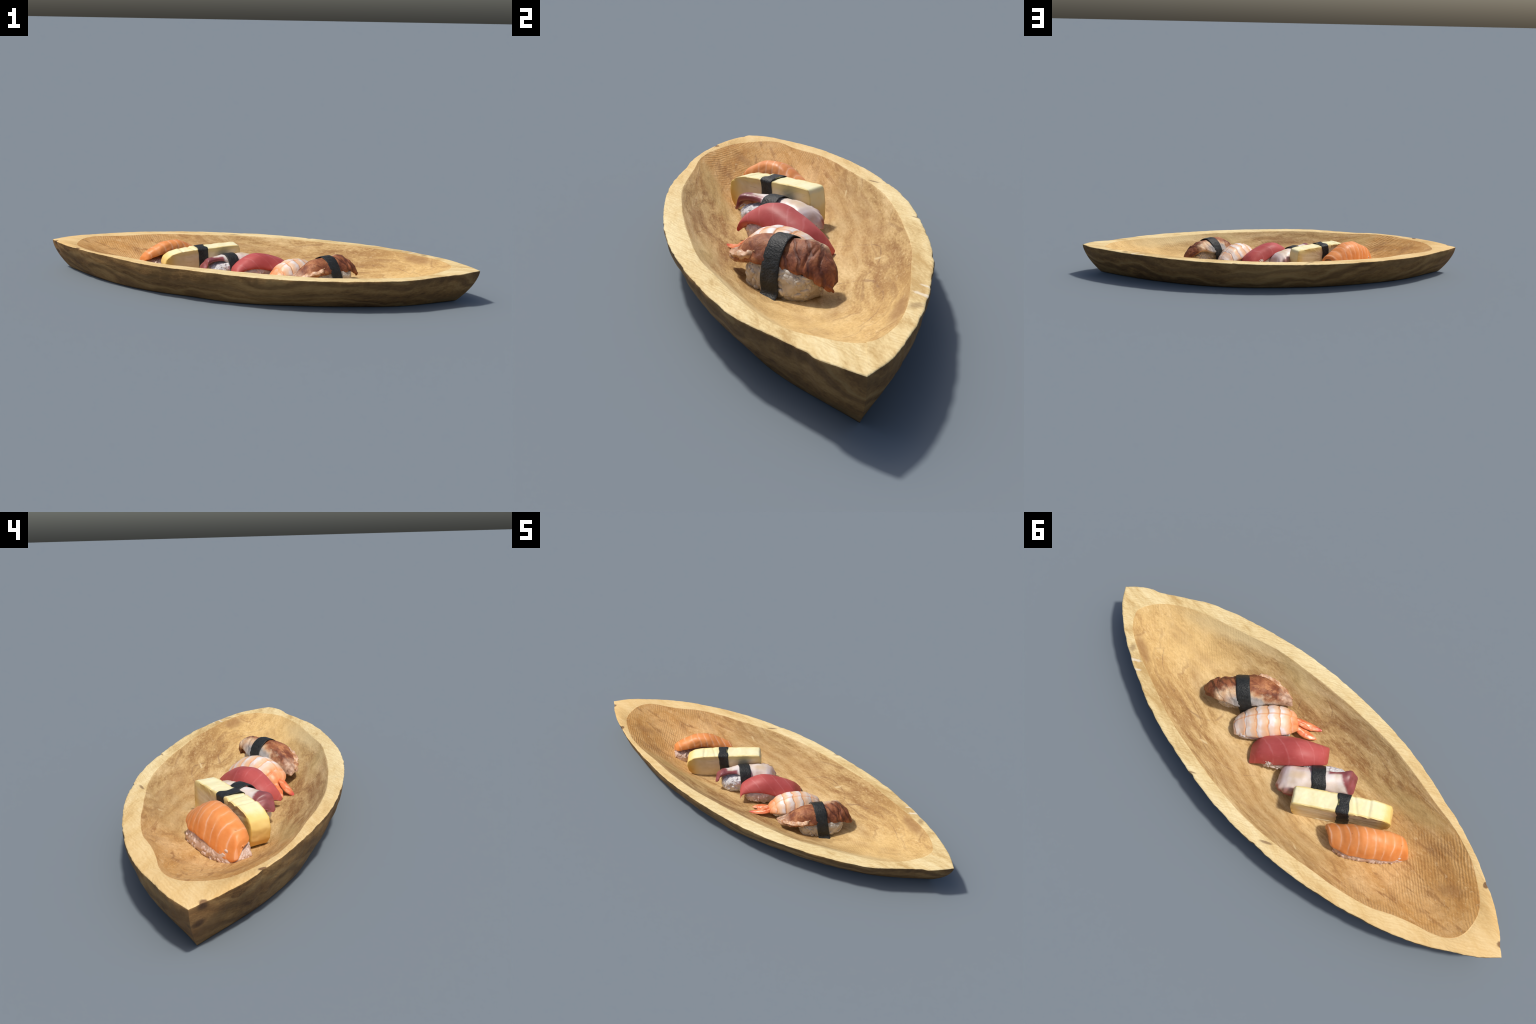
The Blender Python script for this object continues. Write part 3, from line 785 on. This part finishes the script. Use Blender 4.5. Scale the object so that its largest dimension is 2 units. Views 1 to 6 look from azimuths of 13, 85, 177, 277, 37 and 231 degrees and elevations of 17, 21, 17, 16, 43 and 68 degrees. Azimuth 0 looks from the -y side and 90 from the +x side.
rice('rice', mat_rice('octopus_rice', (.83, .81, .80), (.66, .62, .60)), t, (-.02, .014, .061), (.100, .046, .043), 31, g=.015)
band('seaweed_strip', nori, t, [(-.064, .026), (-.064, .060), (-.058, .094), (-.034, .124), (-.004, .1355), (.026, .131), (.048, .108), (.060, .076), (.064, .028)], -.034, .018, seed=8, lean=.014)

# ---- tuna
loc, rot = frame((0.0399, -0.0082), (0.7375, 0.6754))
t = thing('tuna_nigiri', 'deep red tuna slice draped over rice', 'sushi', loc, rot)
slab('tuna_slice', mat_tuna(), t, [
    (-0.151, 0.005, 0.031, 0.034, 0.077, 0.004, 0.010, 0.020),
    (-0.134, -0.003, 0.037, 0.031, 0.108, 0.011, 0.016, 0.028),
    (-0.083, -0.006, 0.043, 0.040, 0.140, 0.026, 0.032, 0.032),
    (-0.024, -0.004, 0.048, 0.048, 0.153, 0.040, 0.046, 0.034),
    (0.042, 0.003, 0.049, 0.054, 0.137, 0.048, 0.050, 0.034),
    (0.105, 0.008, 0.046, 0.055, 0.108, 0.040, 0.040, 0.032),
    (0.139, 0.002, 0.037, 0.042, 0.069, 0.022, 0.026, 0.026),
    (0.150, -0.005, 0.028, 0.031, 0.047, 0.005, 0.013, 0.018)], e=.42, amp=.002, sc=14, seed=8, pw=2.2, cap_k=.045, skew=-0.073)
rice('rice', mat_rice('tuna_rice', (.74, .62, .56), (.54, .40, .33)), t, (-.005, -.002, .060), (.122, .053, .042), 41)

# ---- shrimp
loc, rot = frame((0.1918, -0.0246), (0.636, 0.7717))
t = thing('shrimp_nigiri', 'butterflied cooked shrimp with tail on rice', 'sushi', loc, rot)
def segs(V, N):
    p = V[:, 0]+.4+np.abs(np.sin(V[:, 1]*75))*.006
    fr = (p/SEG) % 1.0
    h = np.where(fr < .12, -1+fr/.12, -.0+.0*fr) + np.where(fr >= .12, .55*np.sin((fr-.12)/.88*math.pi), 0)
    up = np.clip(N[:, 2]*1.5+.3, 0, 1)
    mid = -.004*np.exp(-((V[:, 1]-.012)/.005)**2)
    return V + N*((h*.0032+mid)*up)[:, None]
slab('shrimp_body', mat_shrimp(), t, [
    (-0.128, -0.001, 0.016, 0.014, 0.072, 0.009, 0.003, 0.020),
    (-0.112, 0.002, 0.036, 0.036, 0.099, 0.024, 0.012, 0.022),
    (-0.082, 0.003, 0.051, 0.052, 0.122, 0.034, 0.031, 0.024),
    (-0.035, 0.004, 0.060, 0.059, 0.139, 0.041, 0.039, 0.026),
    (0.028, 0.002, 0.058, 0.058, 0.136, 0.046, 0.039, 0.026),
    (0.075, 0.003, 0.048, 0.046, 0.118, 0.039, 0.033, 0.026),
    (0.098, 0.003, 0.038, 0.035, 0.101, 0.026, 0.023, 0.028),
    (0.125, -0.003, 0.026, 0.020, 0.080, 0.016, 0.016, 0.028)], e=.55, amp=.002, sc=28, seed=12, fn=segs, nl=200, skew=0.039)
rice('rice', mat_rice('shrimp_rice', (.74, .68, .66), (.55, .47, .45)), t, (.004, -.004, .060), (.112, .047, .040), 51)
def fin(name, mat, pts, w, tk, seed, rag=.0012):
    pts = np.array(pts, float); n = 40; nc = 20
    C = crom(np.linspace(0, 1, len(pts)), pts, np.linspace(0, 1, n)); V, F = [], []
    T = np.gradient(C, axis=0); T /= np.linalg.norm(T, axis=1)[:, None]
    for k in range(n):
        tt = k/(n-1); taper = 1 if rag < .002 else min(1, .12+tt*6); ww = taper*w*(.45+.75*math.sin(math.pi*min(1, tt*.85+.12)))*math.sqrt(max(.004, 1-tt**6)); hh = tk*(1-.45*tt)*math.sqrt(max(.01, 1-tt**8))
        sd = np.cross(T[k], (0, 0, 1)); sd /= np.linalg.norm(sd); up = np.cross(sd, T[k])
        for a in range(nc):
            g = 2*math.pi*a/nc
            V.append(C[k]+sd*ww*math.cos(g)+up*(hh*math.sin(g)*(1-.25*math.cos(g*2)) + .15*hh*math.cos(g*5)))
    for k in range(n-1):
        for a in range(nc): F.append((k*nc+a, k*nc+(a+1) % nc, (k+1)*nc+(a+1) % nc, (k+1)*nc+a))
    F.append(tuple(range(nc))); F.append(tuple(range((n-1)*nc, n*nc)))
    V = displace(np.array(V), rag, 60 if rag < .002 else 45, seed, 3, F)
    return new_mesh(name, V*np.array([1, -1, 1]), F, mat, t)
tm = mat_tail()
fin('tail_fin', tm, [(-.118, .010, .072), (-.145, -.001, .060), (-.18, -.016, .052), (-.222, -.030, .046)], .013, .009, 1)
fin('tail_fin', tm, [(-.118, -.018, .066), (-.14, -.036, .056), (-.165, -.050, .050), (-.192, -.062, .044)], .014, .007, 2)
fin('tail_fin', tm, [(-.120, -.004, .078), (-.14, -.010, .072), (-.155, -.018, .064), (-.175, -.030, .056)], .008, .006, 3)

# ---- eel
loc, rot = frame((0.3285, -0.0464), (0.7089, 0.7053))
t = thing('eel_nigiri', 'glazed brown grilled eel tied with seaweed strip', 'sushi', loc, rot)
def grooves(V, N):
    p = V[:, 0]-.7*V[:, 1]
    s = np.array([math.sin((a+.02*fb(q, 14, 3.0, 2))*2*math.pi/.036) for a, q in zip(p, V)])
    side = np.clip((V[:, 1]+.01)/.03, 0, 1)
    d = -np.clip(s-.3, 0, 1)*.0038*side*np.clip((V[:, 0]-.0)/.05, .12, 1)
    # two short cracks near the +u end
    for cu, cv in ((.112, .020), (.100, .044)):
        d -= .007*np.exp(-((V[:, 0]-cu)/.0035)**2-((V[:, 1]-cv)/.014)**2)
    return V+N*d[:, None]
eelm = mat_eel()
slab('eel_fillet', eelm, t, [
    (-0.177, -0.010, 0.024, 0.014, 0.094, 0.010, 0.003, 0.018),
    (-0.141, 0.002, 0.032, 0.027, 0.115, 0.033, 0.022, 0.022),
    (-0.098, 0.010, 0.044, 0.045, 0.150, 0.049, 0.039, 0.024),
    (-0.038, 0.007, 0.055, 0.062, 0.166, 0.053, 0.043, 0.026),
    (0.028, -0.001, 0.054, 0.062, 0.167, 0.049, 0.048, 0.026),
    (0.098, -0.001, 0.044, 0.055, 0.163, 0.024, 0.048, 0.026),
    (0.137, 0.009, 0.029, 0.041, 0.132, 0.011, 0.036, 0.024),
    (0.162, 0.014, 0.017, 0.025, 0.095, 0.003, 0.017, 0.020)], e=.5, amp=.005, sc=22, seed=17, fn=grooves, nl=170, skew=0.069)
rice('rice', mat_rice('eel_rice', (.68, .60, .50), (.46, .36, .24)), t, (.018, .020, .070), (.102, .058, .048), 61, amp=.006)
band('seaweed_strip', nori, t, [(-.062, .026), (-.063, .065), (-.060, .108), (-.046, .141), (-.022, .163), (0, .1705), (.025, .166), (.050, .147), (.070, .117), (.083, .083), (.089, .052), (.104, .040)], -.018, .034, seed=21, lean=.032, n=150)
fm = flake_mat()
def flake(pts, w, tk, seed):
    return fin('loose_flesh', fm, pts, w, tk, seed, .0075)
flake([(-.036, .062, .132), (-.082, .052, .118), (-.130, .026, .104), (-.180, -.010, .092)], .016, .008, 4)
flake([(-.055, .056, .108), (-.095, .044, .099), (-.135, .018, .088), (-.158, -.010, .077)], .012, .007, 5)
fin('sauce_drip', eelm, [(.138, .040, .094), (.156, .036, .084), (.164, .030, .074), (.165, .024, .064)], .006, .005, 6)
